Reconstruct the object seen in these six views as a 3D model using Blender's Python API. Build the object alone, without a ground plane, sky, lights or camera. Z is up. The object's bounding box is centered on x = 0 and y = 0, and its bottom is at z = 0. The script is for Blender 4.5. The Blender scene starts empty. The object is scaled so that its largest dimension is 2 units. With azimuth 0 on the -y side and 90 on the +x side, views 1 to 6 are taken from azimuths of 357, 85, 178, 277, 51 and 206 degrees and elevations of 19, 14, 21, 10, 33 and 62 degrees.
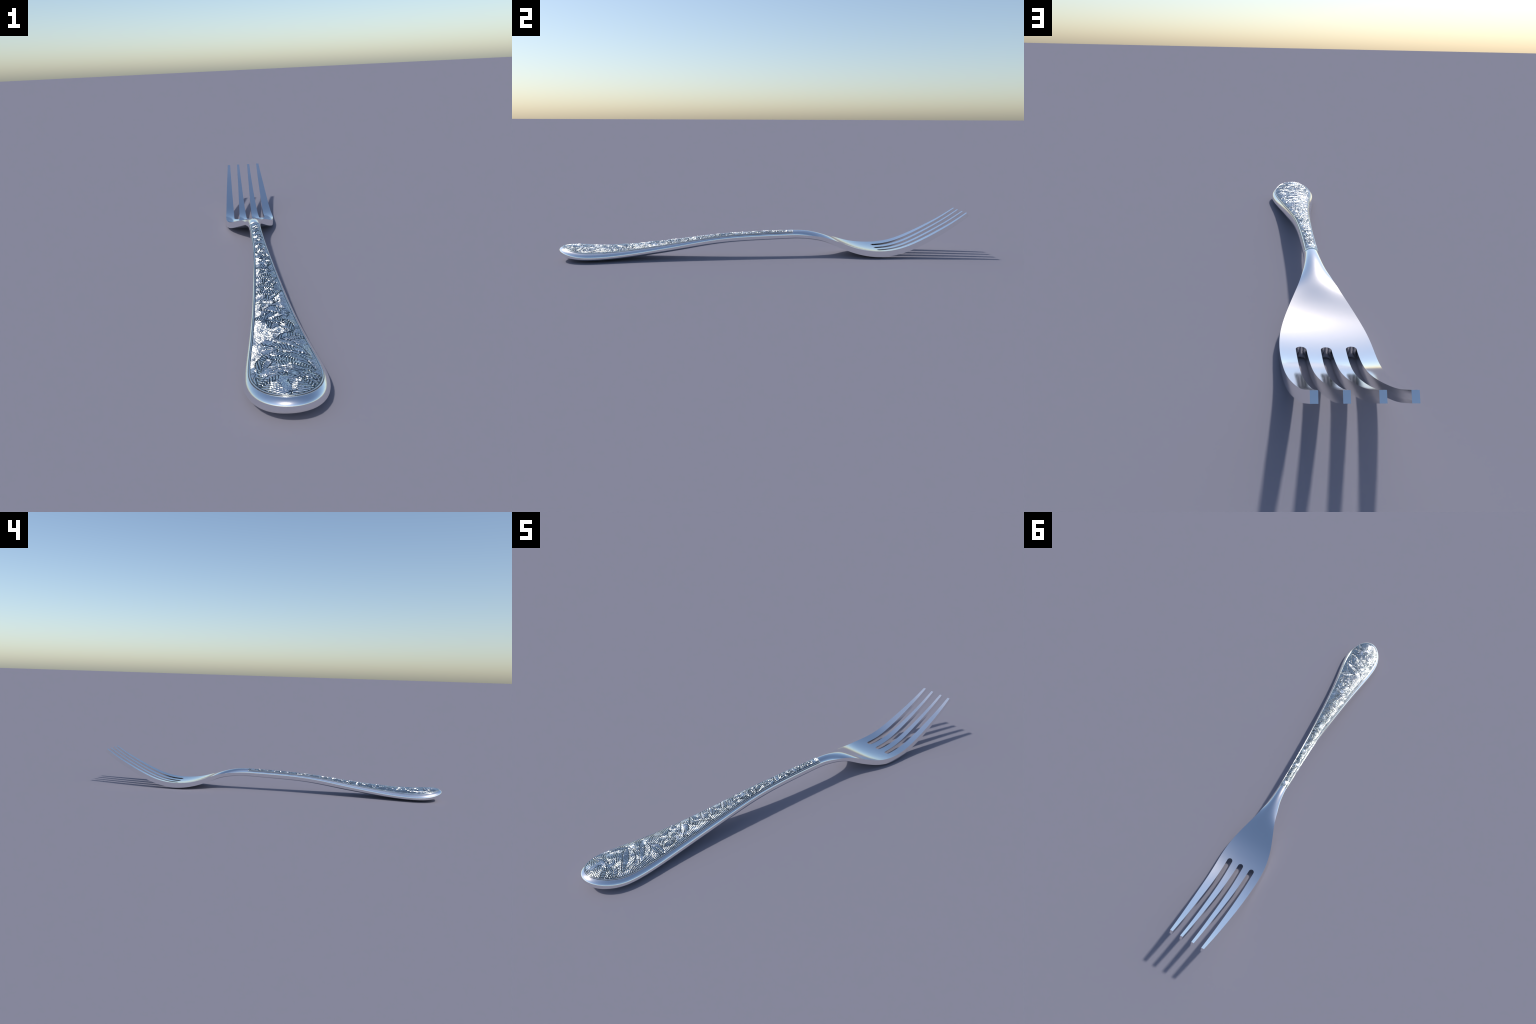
"""Table fork of polished steel: domed tapering handle with an engraved leaf
panel on top, round neck, slightly dished palm and four tapering tines."""
import bpy, bmesh, math
import numpy as np

# ------------------------------------------------------------------ profiles
class Spline:
    """Cubic spline through control points (clamped or natural ends)."""
    def __init__(self, pts, d0=None, d1=None):
        x, y = np.array(pts, float).T
        n = len(x); h = np.diff(x)
        A = np.zeros((n, n)); b = np.zeros(n)
        for i in range(1, n - 1):
            A[i, i-1:i+2] = h[i-1], 2*(h[i-1]+h[i]), h[i]
            b[i] = 6*((y[i+1]-y[i])/h[i] - (y[i]-y[i-1])/h[i-1])
        A[0, 0] = A[-1, -1] = 1
        if d0 is not None:
            A[0, :2] = 2*h[0], h[0]; b[0] = 6*((y[1]-y[0])/h[0]-d0)
        if d1 is not None:
            A[-1, -2:] = h[-1], 2*h[-1]; b[-1] = 6*(d1-(y[-1]-y[-2])/h[-1])
        self.x, self.y, self.h, self.m = x, y, h, np.linalg.solve(A, b)
    def _k(self, q):
        q = np.asarray(q, float)
        return q, np.clip(np.searchsorted(self.x, q) - 1, 0, len(self.h) - 1)
    def __call__(self, q):
        q, k = self._k(q); h = self.h[k]
        a = (self.x[k+1]-q)/h; b = (q-self.x[k])/h
        return (a*self.y[k] + b*self.y[k+1]
                + ((a**3-a)*self.m[k] + (b**3-b)*self.m[k+1])*h*h/6)
    def d(self, q):
        q, k = self._k(q); h = self.h[k]
        a = (self.x[k+1]-q)/h; b = (q-self.x[k])/h
        return ((self.y[k+1]-self.y[k])/h
                + ((1-3*a*a)*self.m[k] + (3*b*b-1)*self.m[k+1])*h/6)

def smoothstep(a, b, x):
    t = np.clip((np.asarray(x, float)-a)/(b-a), 0, 1)
    return t*t*(3-2*t)

Y_END, Y_WIDE, Y_PANEL, Y_NECK, Y_SPLIT, Y_TIP = -1.0, -0.86, 0.134, 0.36, 0.551, 0.9885
SLOT_R, SLOT_X = 0.0126, 0.0592

# height of the upper edge line (side view)
edge_z = Spline([(-1, .0485), (-.95, .0372), (-.9, .0300), (-.85, .0271), (-.8, .0270), (-.72, .0306),
                 (-.64, .0377), (-.56, .0471), (-.48, .0578), (-.4, .0697), (-.32, .0816), (-.24, .0912),
                 (-.16, .0974), (-.08, .1009), (0, .1031), (.08, .1047), (.14, .1056), (.2, .1043),
                 (.26, .0985), (.32, .0860), (.38, .0657), (.44, .0475), (.5, .0374), (.56, .0346),
                 (.62, .0397), (.68, .0540), (.74, .0769), (.8, .1049), (.86, .1360), (.92, .1701), (.9885, .2154)])
# half width (plan view); the handle's end is half an ellipse
_half = Spline([(-.86, .0908), (-.78, .0845), (-.7, .0735), (-.62, .0630), (-.54, .0536), (-.46, .0457),
                (-.38, .0386), (-.3, .0322), (-.2, .0259), (-.1, .0219), (0, .0200), (.08, .0193), (.14, .0199),
                (.2, .0243), (.26, .0337), (.32, .0503), (.38, .0732), (.44, .0938), (.5, .1063), (.56, .1100),
                (.62, .1085), (.68, .1056), (.74, .1025), (.8, .0987), (.86, .0942), (.92, .0891), (.9885, .0827)], d0=0)
def end_round(y):
    return np.clip(1-(np.clip(Y_WIDE-np.asarray(y, float), 0, None)/(Y_WIDE-Y_END))**2, 0, 1)
def end_rise(y, reach):
    """How fast the section swells from the handle's end inwards."""
    return np.clip(1-(1-np.clip((np.asarray(y, float)-Y_END)/reach, 0, 1))**2, 0, 1)
# the flanks of handle and neck bulge out a little below the bright edge line
_bulge = Spline([(-.86, .0080), (-.6, .0072), (-.4, .0064), (-.15, .0048), (.10, .0041), (.18, .0039), (.26, .0032), (.33, .0022), (.42, .0010), (.52, 0), (.9885, 0)], d0=0)
_sink = Spline([(-1, .001), (-.95, .0030), (-.88, .0040), (-.6, .0038), (-.4, .0036), (-.15, .0034), (.08, .0034), (.14, .0030), (.22, .0016), (.30, .0003), (.34, 0), (.45, 0), (.9885, 0)])
def ease(y):  return 1-smoothstep(.36, .52, y)
def half_width(y):
    return (_half(np.maximum(y, Y_WIDE))+_bulge(np.maximum(y, Y_WIDE))*ease(y))*np.sqrt(end_round(y))
def sink(y):  return _sink(y)*ease(y)
# crown of the upper face above its edge, and thickness below the edge
crown = Spline([(-1, .034), (-.86, .0340), (-.76, .0312), (-.66, .0292), (-.56, .0266), (-.46, .0232), (-.36, .0198),
                (-.26, .0180), (-.16, .0178), (0, .0188), (.12, .0200), (.18, .0195), (.24, .0140), (.30, .0062),
                (.35, .0002), (.40, -.0030), (.5, -.0054), (.6, -.0064), (.67, -.0058), (.75, -.0038), (.83, -.0018), (.92, -.0004), (.9885, 0)])
depth = Spline([(-1, .0285), (-.86, .0272), (-.79, .0269), (-.7, .0270), (-.58, .0274), (-.46, .0290), (-.36, .0301), (-.24, .0297), (-.1, .0285), (.04, .0270), (.13, .0255),
                (.21, .0262), (.3, .0288), (.4, .0300), (.5, .0325), (.56, .0335), (.64, .0315), (.74, .0275),
                (.86, .0235), (.9885, .0196)])
def crown_power(y):  return .49 + .51*smoothstep(.14, .34, y)
def wall_share(y):   return .03 + .82*smoothstep(.12, .38, y) + .15*smoothstep(.6, .8, y)
def belly_power(y):  return .36 + .64*smoothstep(.2, .42, y)

def frame(y):
    """Unit 'up' of the section at station y (perpendicular to the edge line)."""
    a = np.arctan(edge_z.d(y))*smoothstep(-1.0, -.8, y)
    return -np.sin(a), np.cos(a)
def place(x, y, off):
    uy, uz = frame(y)
    return np.stack(np.broadcast_arrays(x, y + off*uy, edge_z(y) - sink(y) + off*uz), -1)
def upper(x, y):
    w = np.maximum(half_width(y), 1e-9); s = np.clip(x/w, -1, 1); p = crown_power(y)
    return place(x, y, (crown(y)+sink(y))*end_rise(y, .095)**p*(1-s*s)**p)
def belly_off(x, y):
    w = np.maximum(half_width(y), 1e-9); s = np.clip(x/w, -1, 1); p = belly_power(y); f = wall_share(y)
    return -(depth(y)-sink(y))*end_rise(y, .05)**.5*(f + (1-f)*(1-s*s)**p)
def undercut(y):
    """The palm's shoulders lean in a little towards the underside."""
    return .0036*smoothstep(.20, .31, y)*(1-smoothstep(.40, .52, y))
def lower(x, y):
    k = 1-undercut(y)/np.maximum(half_width(y), 1e-9)
    return place(x*k, y, belly_off(x, y))

# ------------------------------------------------------------------ the body
N_SEG, N_WALL = 18, 5
b_s = SLOT_X/float(half_width(Y_SPLIT))
tau = np.linspace(0, 1, N_SEG+1)
seg_out = 1-(1-b_s)*(1-tau)**2.4            # crowded towards the edge
seg_in = b_s*tau
half_s = np.concatenate([seg_in, seg_out[1:]])
S_ROW = np.concatenate([-half_s[:0:-1], half_s])   # 4 segments
N_ROW = len(S_ROW)

bm = bmesh.new()
lay = bm.faces.layers.int.new("region")
HANDLE, NECK, PALM, TINE = 0, 1, 2, 3       # tine k has region 3+k
def add(p): return bm.verts.new((float(p[0]), float(p[1]), float(p[2])))
def quad(a, b, c, d, reg):
    vs = [v for i, v in enumerate((a, b, c, d)) if v not in (a, b, c, d)[:i]]
    if len(vs) > 2:
        f = bm.faces.new(vs); f.smooth = True; f[lay] = reg

def wall_points(x, y):
    """Points strictly between upper and lower edge at (x, y)."""
    t = np.linspace(0, 1, N_WALL+2)[1:-1]
    top = upper(x, y); bot = lower(x, y)
    return [top*(1-k)+bot*k for k in t]

phi = np.linspace(0, math.pi/2, 44)
rows = list(Y_WIDE-(Y_WIDE-Y_END)*np.cos(phi))
rows += list(np.linspace(Y_WIDE, Y_PANEL, 240)[1:]) + list(np.linspace(Y_PANEL, Y_NECK, 90)[1:]) \
      + list(np.linspace(Y_NECK, Y_SPLIT, 70)[1:])
prev = None
for y in rows:
    w = float(half_width(y)); xs = S_ROW*w
    if w < 1e-7:
        v = add(place(0., y, 0.)); ring = [v]*(2*N_ROW+2*N_WALL)
    else:
        ring = [add(p) for p in upper(xs, np.full_like(xs, y))]
        ring += [add(p) for p in wall_points(w, y)]
        ring += [add(p) for p in lower(xs[::-1], np.full_like(xs, y))]
        ring += [add(p) for p in wall_points(-w, y)[::-1]]
    if prev:
        ym = .5*(y+y_prev)
        reg = HANDLE if ym < Y_PANEL else NECK if ym < Y_NECK else PALM
        n = len(ring)
        for i in range(n):
            quad(prev[i], prev[(i+1) % n], ring[(i+1) % n], ring[i], reg)
    prev, y_prev = ring, y

# four tines growing out of the last ring
top_row = prev[:N_ROW]; right_wall = prev[N_ROW:N_ROW+N_WALL]
bot_row = prev[N_ROW+N_WALL:2*N_ROW+N_WALL][::-1]; left_wall = prev[2*N_ROW+N_WALL:][::-1]
yc = Y_SPLIT + SLOT_R
mid_slot = Spline([(yc, .0126), (.62, .0138), (.7, .0153), (.79, .0171), (.88, .0189), (.9885, .0214)])
gap_in = Spline([(yc, .0466), (.62, .0446), (.7, .0420), (.79, .0388), (.88, .0359), (.9885, .0331)])
gap_out = Spline([(yc, .0718), (.62, .0709), (.7, .0707), (.79, .0706), (.88, .0704), (.9885, .0702)])
def slot_edges(k, y):
    """Left and right limit of the slot k (0, 1, 2 from -x) at station y."""
    if y < yc:
        r = math.sqrt(max(SLOT_R**2-(yc-y)**2, 0)); c = (k-1)*SLOT_X
        return c-r, c+r
    if k == 1: return -float(mid_slot(y)), float(mid_slot(y))
    a, b = float(gap_in(y)), float(gap_out(y))
    return (a, b) if k == 2 else (-b, -a)
slot_lines = {}
for k in range(3):
    slot_lines[k] = [add(p) for p in wall_points((k-1)*SLOT_X, Y_SPLIT)]
t_rows = [yc-SLOT_R*math.cos(a) for a in np.linspace(0, math.pi/2, 11)[1:]] + list(np.linspace(yc, Y_TIP, 110)[1:])
for k in range(4):
    i0 = k*N_SEG
    ring = top_row[i0:i0+N_SEG+1] + (right_wall if k == 3 else slot_lines[k]) \
        + bot_row[i0:i0+N_SEG+1][::-1] + (left_wall if k == 0 else slot_lines[k-1])[::-1]
    s0 = S_ROW[i0:i0+N_SEG+1]; t0 = (s0-s0[0])/(s0[-1]-s0[0])
    n = len(ring)
    for y in t_rows:
        w = float(half_width(y))
        xa = -w if k == 0 else slot_edges(k-1, y)[1]
        xb = w if k == 3 else slot_edges(k, y)[0]
        xs = xa+(xb-xa)*t0; ys = np.full_like(xs, y)
        new = [add(p) for p in upper(xs, ys)] + [add(p) for p in wall_points(xb, y)] \
            + [add(p) for p in lower(xs[::-1], ys)] + [add(p) for p in wall_points(xa, y)[::-1]]
        for i in range(n):
            quad(ring[i], ring[(i+1) % n], new[(i+1) % n], new[i], TINE+k)
        ring = new
    f = bm.faces.new(ring); f[lay] = TINE+k; f.smooth = False
bmesh.ops.recalc_face_normals(bm, faces=bm.faces)
for e in bm.edges:
    if len(e.link_faces) == 2:
        e.smooth = e.calc_face_angle(0) < math.radians(38)
body = bpy.data.meshes.new("whole_body")
bm.to_mesh(body); bm.free()

# ------------------------------------------------------------------ material
def metal(name, colour, rough, scratch):
    m = bpy.data.materials.new(name); m.use_nodes = True
    nt = m.node_tree; N = nt.nodes; L = nt.links
    p = N["Principled BSDF"]
    p.inputs["Metallic"].default_value = 1
    tc = N.new("ShaderNodeTexCoord")
    mp = N.new("ShaderNodeMapping"); mp.inputs["Scale"].default_value = (60, 9, 60)
    nz = N.new("ShaderNodeTexNoise"); nz.inputs["Scale"].default_value = 4; nz.inputs["Detail"].default_value = 5
    L.new(tc.outputs["Object"], mp.inputs["Vector"]); L.new(mp.outputs["Vector"], nz.inputs["Vector"])
    cr = N.new("ShaderNodeMapRange")
    cr.inputs["To Min"].default_value = rough-.02; cr.inputs["To Max"].default_value = rough+.02
    L.new(nz.outputs["Fac"], cr.inputs["Value"]); L.new(cr.outputs["Result"], p.inputs["Roughness"])
    mix = N.new("ShaderNodeMix"); mix.data_type = 'RGBA'
    mix.inputs[6].default_value = (*[c*.985 for c in colour], 1); mix.inputs[7].default_value = (*colour, 1)
    L.new(nz.outputs["Fac"], mix.inputs[0]); L.new(mix.outputs[2], p.inputs["Base Color"])
    return m
polished = metal("polished_steel", (.95, .95, .95), .12, 0)
engraved = metal("engraved_steel", (.87, .88, .86), .17, 0)
groove = metal("dark_groove_steel", (.17, .19, .19), .20, 0)

# ------------------------------------------------------------------ parts
fork = bpy.data.objects.new("fork", None)
bpy.context.scene.collection.objects.link(fork)
fork["label"] = "polished steel table fork with engraved leaf handle"
fork["category"] = "fork"

n_loop = len(body.loops)
corner = np.empty(n_loop*3, np.float32); body.corner_normals.foreach_get("vector", corner); corner = corner.reshape(-1, 3)
region = np.empty(len(body.polygons), np.int32); body.attributes["region"].data.foreach_get("value", region)
start = np.empty(len(body.polygons), np.int32); body.polygons.foreach_get("loop_start", start)
total = np.empty(len(body.polygons), np.int32); body.polygons.foreach_get("loop_total", total)
lv = np.empty(n_loop, np.int32); body.loops.foreach_get("vertex_index", lv)
co = np.empty(len(body.vertices)*3, np.float32); body.vertices.foreach_get("co", co); co = co.reshape(-1, 3)

def link(mesh, name, mat):
    o = bpy.data.objects.new(name, mesh); mesh.name = name
    bpy.context.scene.collection.objects.link(o); o.parent = fork
    mesh.materials.append(mat)
    return o
for reg, name in [(HANDLE, "handle"), (NECK, "neck"), (PALM, "palm")] + [(TINE+k, "tine") for k in range(4)]:
    fs = np.where(region == reg)[0]
    loops = np.concatenate([np.arange(start[f], start[f]+total[f]) for f in fs])
    used, inv = np.unique(lv[loops], return_inverse=True)
    faces, c = [], 0
    for f in fs:
        faces.append(inv[c:c+total[f]].tolist()); c += total[f]
    me = bpy.data.meshes.new(name)
    me.from_pydata(co[used].tolist(), [], faces)
    me.polygons.foreach_set("use_smooth", np.ones(len(faces), bool))
    me.normals_split_custom_set(corner[loops].tolist())
    me.update()
    link(me, name, polished)
bpy.data.meshes.remove(body)

# ------------------------------------------------------------------ engraving
PITCH, STEP, RELIEF = .0062, .00055, .0021
P_END = -.984
_panel = Spline([(-.86, .0860), (-.78, .0800), (-.7, .0702), (-.62, .0610), (-.54, .0528), (-.46, .0451), (-.38, .0388),
                 (-.3, .0333), (-.2, .0272), (-.1, .0235), (0, .0217), (.08, .0210), (.14, .0215)], d0=0)
P_WIDE = .0860
def panel_half(y):
    r = 1-(np.clip(Y_WIDE-y, 0, None)/(Y_WIDE-P_END))**2
    return _panel(np.maximum(y, Y_WIDE))*np.sqrt(np.clip(r, 0, 1))

gx = np.arange(-.091, .091+STEP, STEP); gy = np.arange(-.99, .15, STEP)
X, Y = np.meshgrid(gx, gy)
W = panel_half(Y)
# distance to the panel's outline
slope = _panel.d(np.maximum(Y, Y_WIDE))
rho = np.sqrt((X/P_WIDE)**2 + ((Y-Y_WIDE)/(Y_WIDE-P_END))**2) + 1e-9
grad = np.sqrt((X/P_WIDE**2)**2 + ((Y-Y_WIDE)/(Y_WIDE-P_END)**2)**2)/rho
D = np.where(Y < Y_WIDE, (1-rho)/grad, (W-np.abs(X))/np.sqrt(1+slope**2))
theta = np.zeros_like(X)                    # direction of the engraved strokes (0 = across the handle)
inward = np.where(Y < Y_WIDE, np.arctan2((Y-Y_WIDE)/(Y_WIDE-P_END)**2, X/P_WIDE**2), np.arctan2(-slope*np.sign(X), 1)*np.sign(X))
theta[:] = np.where(Y < Y_WIDE, inward*np.clip(np.abs(X)/P_WIDE*2-1.0, 0, 1)*np.cos(inward)**2, inward)
rng = np.random.default_rng(7)
ky = np.fft.fftfreq(X.shape[0], STEP)[:, None]; kx = np.fft.fftfreq(X.shape[1], STEP)[None, :]
kr = np.hypot(kx, ky); ka = np.arctan2(ky, kx)
def cloud(size):
    n = np.fft.ifft2(np.fft.fft2(rng.standard_normal(X.shape))*np.exp(-(kr*size)**2)).real
    return n/n.std()
# the hand of the engraver: patches of ground turned this way and that
theta += np.round(cloud(.045))*.55*np.clip(D/.03-.5, 0, 1) + .22*cloud(.03)
wob = cloud(.02)
lines = np.full_like(X, 1.0)                # distance to the nearest outline stroke

def leaf(x0, y0, ang, length, width, tilt):
    """A pointed leaf: outline, midrib and slanting veins."""
    dx, dy = math.cos(ang), math.sin(ang)
    u = ((X-x0)*dx+(Y-y0)*dy)/length; v = (-(X-x0)*dy+(Y-y0)*dx)
    v = v-.12*length*np.sin(np.pi*np.clip(u, 0, 1))*math.copysign(1, math.cos(ang))
    prof = width*np.sin(np.pi*np.clip(u, 0, 1)**.8)**.9
    inside = (u > 0) & (u < 1) & (np.abs(v) < prof)
    theta[inside] = (ang + np.sign(v)*(tilt+.5*(u-.5)) + .25*wob)[inside]
    near = (u > -.02) & (u < 1.02)
    lines[inside] = 1.0
    dist = np.where(near, np.abs(np.abs(v)-prof), 1)
    rib = np.where(near & (u < .85), np.abs(v)*1.4, 1)
    sel = near & (np.abs(v) < prof+.004)
    lines[sel] = np.minimum(lines, np.minimum(dist, rib))[sel]

# broad leaves laid slantwise over the handle, alternating from either side
y, side = -.74, 1
while y < .10:
    w = float(panel_half(np.array(y)))
    a = math.radians(90 - side*rng.uniform(30, 75))
    leaf(-side*w*rng.uniform(.15, .6), y+rng.uniform(-.01, .01), a, .022+1.0*w*rng.uniform(.8, 1.2),
         (.22*w+.004)*rng.uniform(.85, 1.2), math.radians(rng.uniform(35, 80)))
    y += .010+.30*w*rng.uniform(.7, 1.3); side = -side
# the broad end: short stem with side leaves below, two long leaves crossing above
for x0, y0, deg, ln, wd, tilt in ((-.002, -.905, 203, .068, .015, 62), (.004, -.900, -14, .080, .018, 48), (.030, -.918, -52, .052, .014, 70),
                                  (-.001, -.972, 90, .080, .009, 14), (-.056, -.870, 62, .100, .020, 45),
                                  (-.040, -.800, -36, .128, .025, 64), (-.045, -.735, -32, .125, .022, 40)):
    leaf(x0, y0, math.radians(deg), ln, wd, math.radians(tilt))

# oriented stroke growth: repeated filtering of noise along the stroke direction
h = rng.standard_normal(X.shape)
def blur(f, size):
    return np.maximum(np.fft.ifft2(np.fft.fft2(f)*np.exp(-(kr*size)**2*3)).real, 0)
bank = []
NB = 10
for i in range(NB):
    a = np.pi*i/NB
    d = (ka-(a+np.pi/2)+np.pi/2) % np.pi-np.pi/2
    g = np.exp(-((kr-1/PITCH)/(.18/PITCH))**2)*np.exp(-(d/.22)**2)
    t = (theta-a+np.pi/2) % np.pi-np.pi/2
    bank.append((g, np.exp(-(t/.20)**2)))
norm = sum(b[1] for b in bank)+1e-6
for it in range(14):
    H = np.fft.fft2(h)
    h = sum(np.fft.ifft2(H*g).real*wt for g, wt in bank)/norm
    h = np.tanh(1.4*h/np.sqrt(blur(h*h, .006)+1e-12))
cut = np.clip((lines-.0009)/.0014, 0, 1)
relief = np.tanh(1.7*h)*.5+.5
relief *= cut*.9+.1
# strokes cut deeper here and shallower there
relief = 1-(1-relief)*np.clip(.95+.22*cloud(.03), .45, 1.3)*(1-.2*smoothstep(-.2, .05, Y))
und = (.10+.30*cloud(.030)+.06*cloud(.010)+.11*cloud(.0042))*np.clip(D/.012-.7, 0, 1)
def bordered(f):
    """Border: groove, plain band, groove, then the field."""
    f = np.where(D < .0068, 1, f)
    for d0 in (.0018, .0060):
        f = f*np.clip(np.abs(D-d0)/.0013, 0, 1)**1.5
    return np.where(Y > Y_PANEL-.004, 1, f)
strokes = bordered(relief)
relief = bordered(np.maximum(relief+und, -.05))

def sample(F, x, y):
    fx = np.clip((x-gx[0])/STEP, 0, len(gx)-1.001); fy = np.clip((y-gy[0])/STEP, 0, len(gy)-1.001)
    i = fy.astype(int); j = fx.astype(int); a = fy-i; b = fx-j
    return (F[i, j]*(1-a)*(1-b)+F[i, j+1]*(1-a)*b+F[i+1, j]*a*(1-b)+F[i+1, j+1]*a*b)

NX = 280
py = np.concatenate([Y_WIDE-(Y_WIDE-P_END)*np.cos(np.linspace(.02, math.pi/2, 230)), np.arange(Y_WIDE+STEP, Y_PANEL, STEP)])
pt = np.linspace(-1, 1, NX)
PY = np.repeat(py[:, None], NX, 1); PX = pt[None, :]*panel_half(py)[:, None]
base = upper(PX, PY)
du = np.gradient(base, axis=1); dv = np.gradient(base, axis=0)
nrm = np.cross(du, dv); nrm /= np.linalg.norm(nrm, axis=-1, keepdims=True)+1e-12
hgt = (.0003 + RELIEF*sample(relief, PX, PY))*np.clip(sample(D, PX, PY)/.0012, .2, 1)
hgt[:, 0] = hgt[:, -1] = hgt[0] = hgt[-1] = -.0012      # rim tucked under the handle's skin
V = (base + nrm*hgt[..., None]).reshape(-1, 3)
R = len(py)
q = (np.arange(R-1)[:, None]*NX+np.arange(NX-1)[None, :]).ravel()
F = np.stack([q, q+1, q+NX+1, q+NX], 1).astype(np.int32)
# smooth normals of the whole relief, shared by its two parts
grid = V.reshape(R, NX, 3)
vn = np.cross(np.gradient(grid, axis=1), np.gradient(grid, axis=0)).reshape(-1, 3)
vn /= np.linalg.norm(vn, axis=1, keepdims=True)+1e-12
low = sample(strokes, PX, PY)
low = (low[:-1, :-1]+low[1:, 1:]+low[:-1, 1:]+low[1:, :-1])/4 < .48     # bottoms of the engraved strokes
low[:2] = low[-2:] = False; low[:, :2] = low[:, -2:] = False
def relief_part(name, faces, mat):
    used, inv = np.unique(faces, return_inverse=True)
    inv = inv.reshape(-1).astype(np.int32)
    me = bpy.data.meshes.new(name)
    me.vertices.add(len(used)); me.vertices.foreach_set("co", V[used].astype(np.float32).ravel())
    me.loops.add(len(inv)); me.loops.foreach_set("vertex_index", inv)
    me.polygons.add(len(faces)); me.polygons.foreach_set("loop_start", np.arange(0, len(inv), 4, dtype=np.int32))
    me.polygons.foreach_set("use_smooth", np.ones(len(faces), bool))
    me.update(calc_edges=True)
    me.normals_split_custom_set_from_vertices(vn[used].tolist())
    return link(me, name, mat)
relief_part("engraved_panel", F[~low.ravel()], engraved)
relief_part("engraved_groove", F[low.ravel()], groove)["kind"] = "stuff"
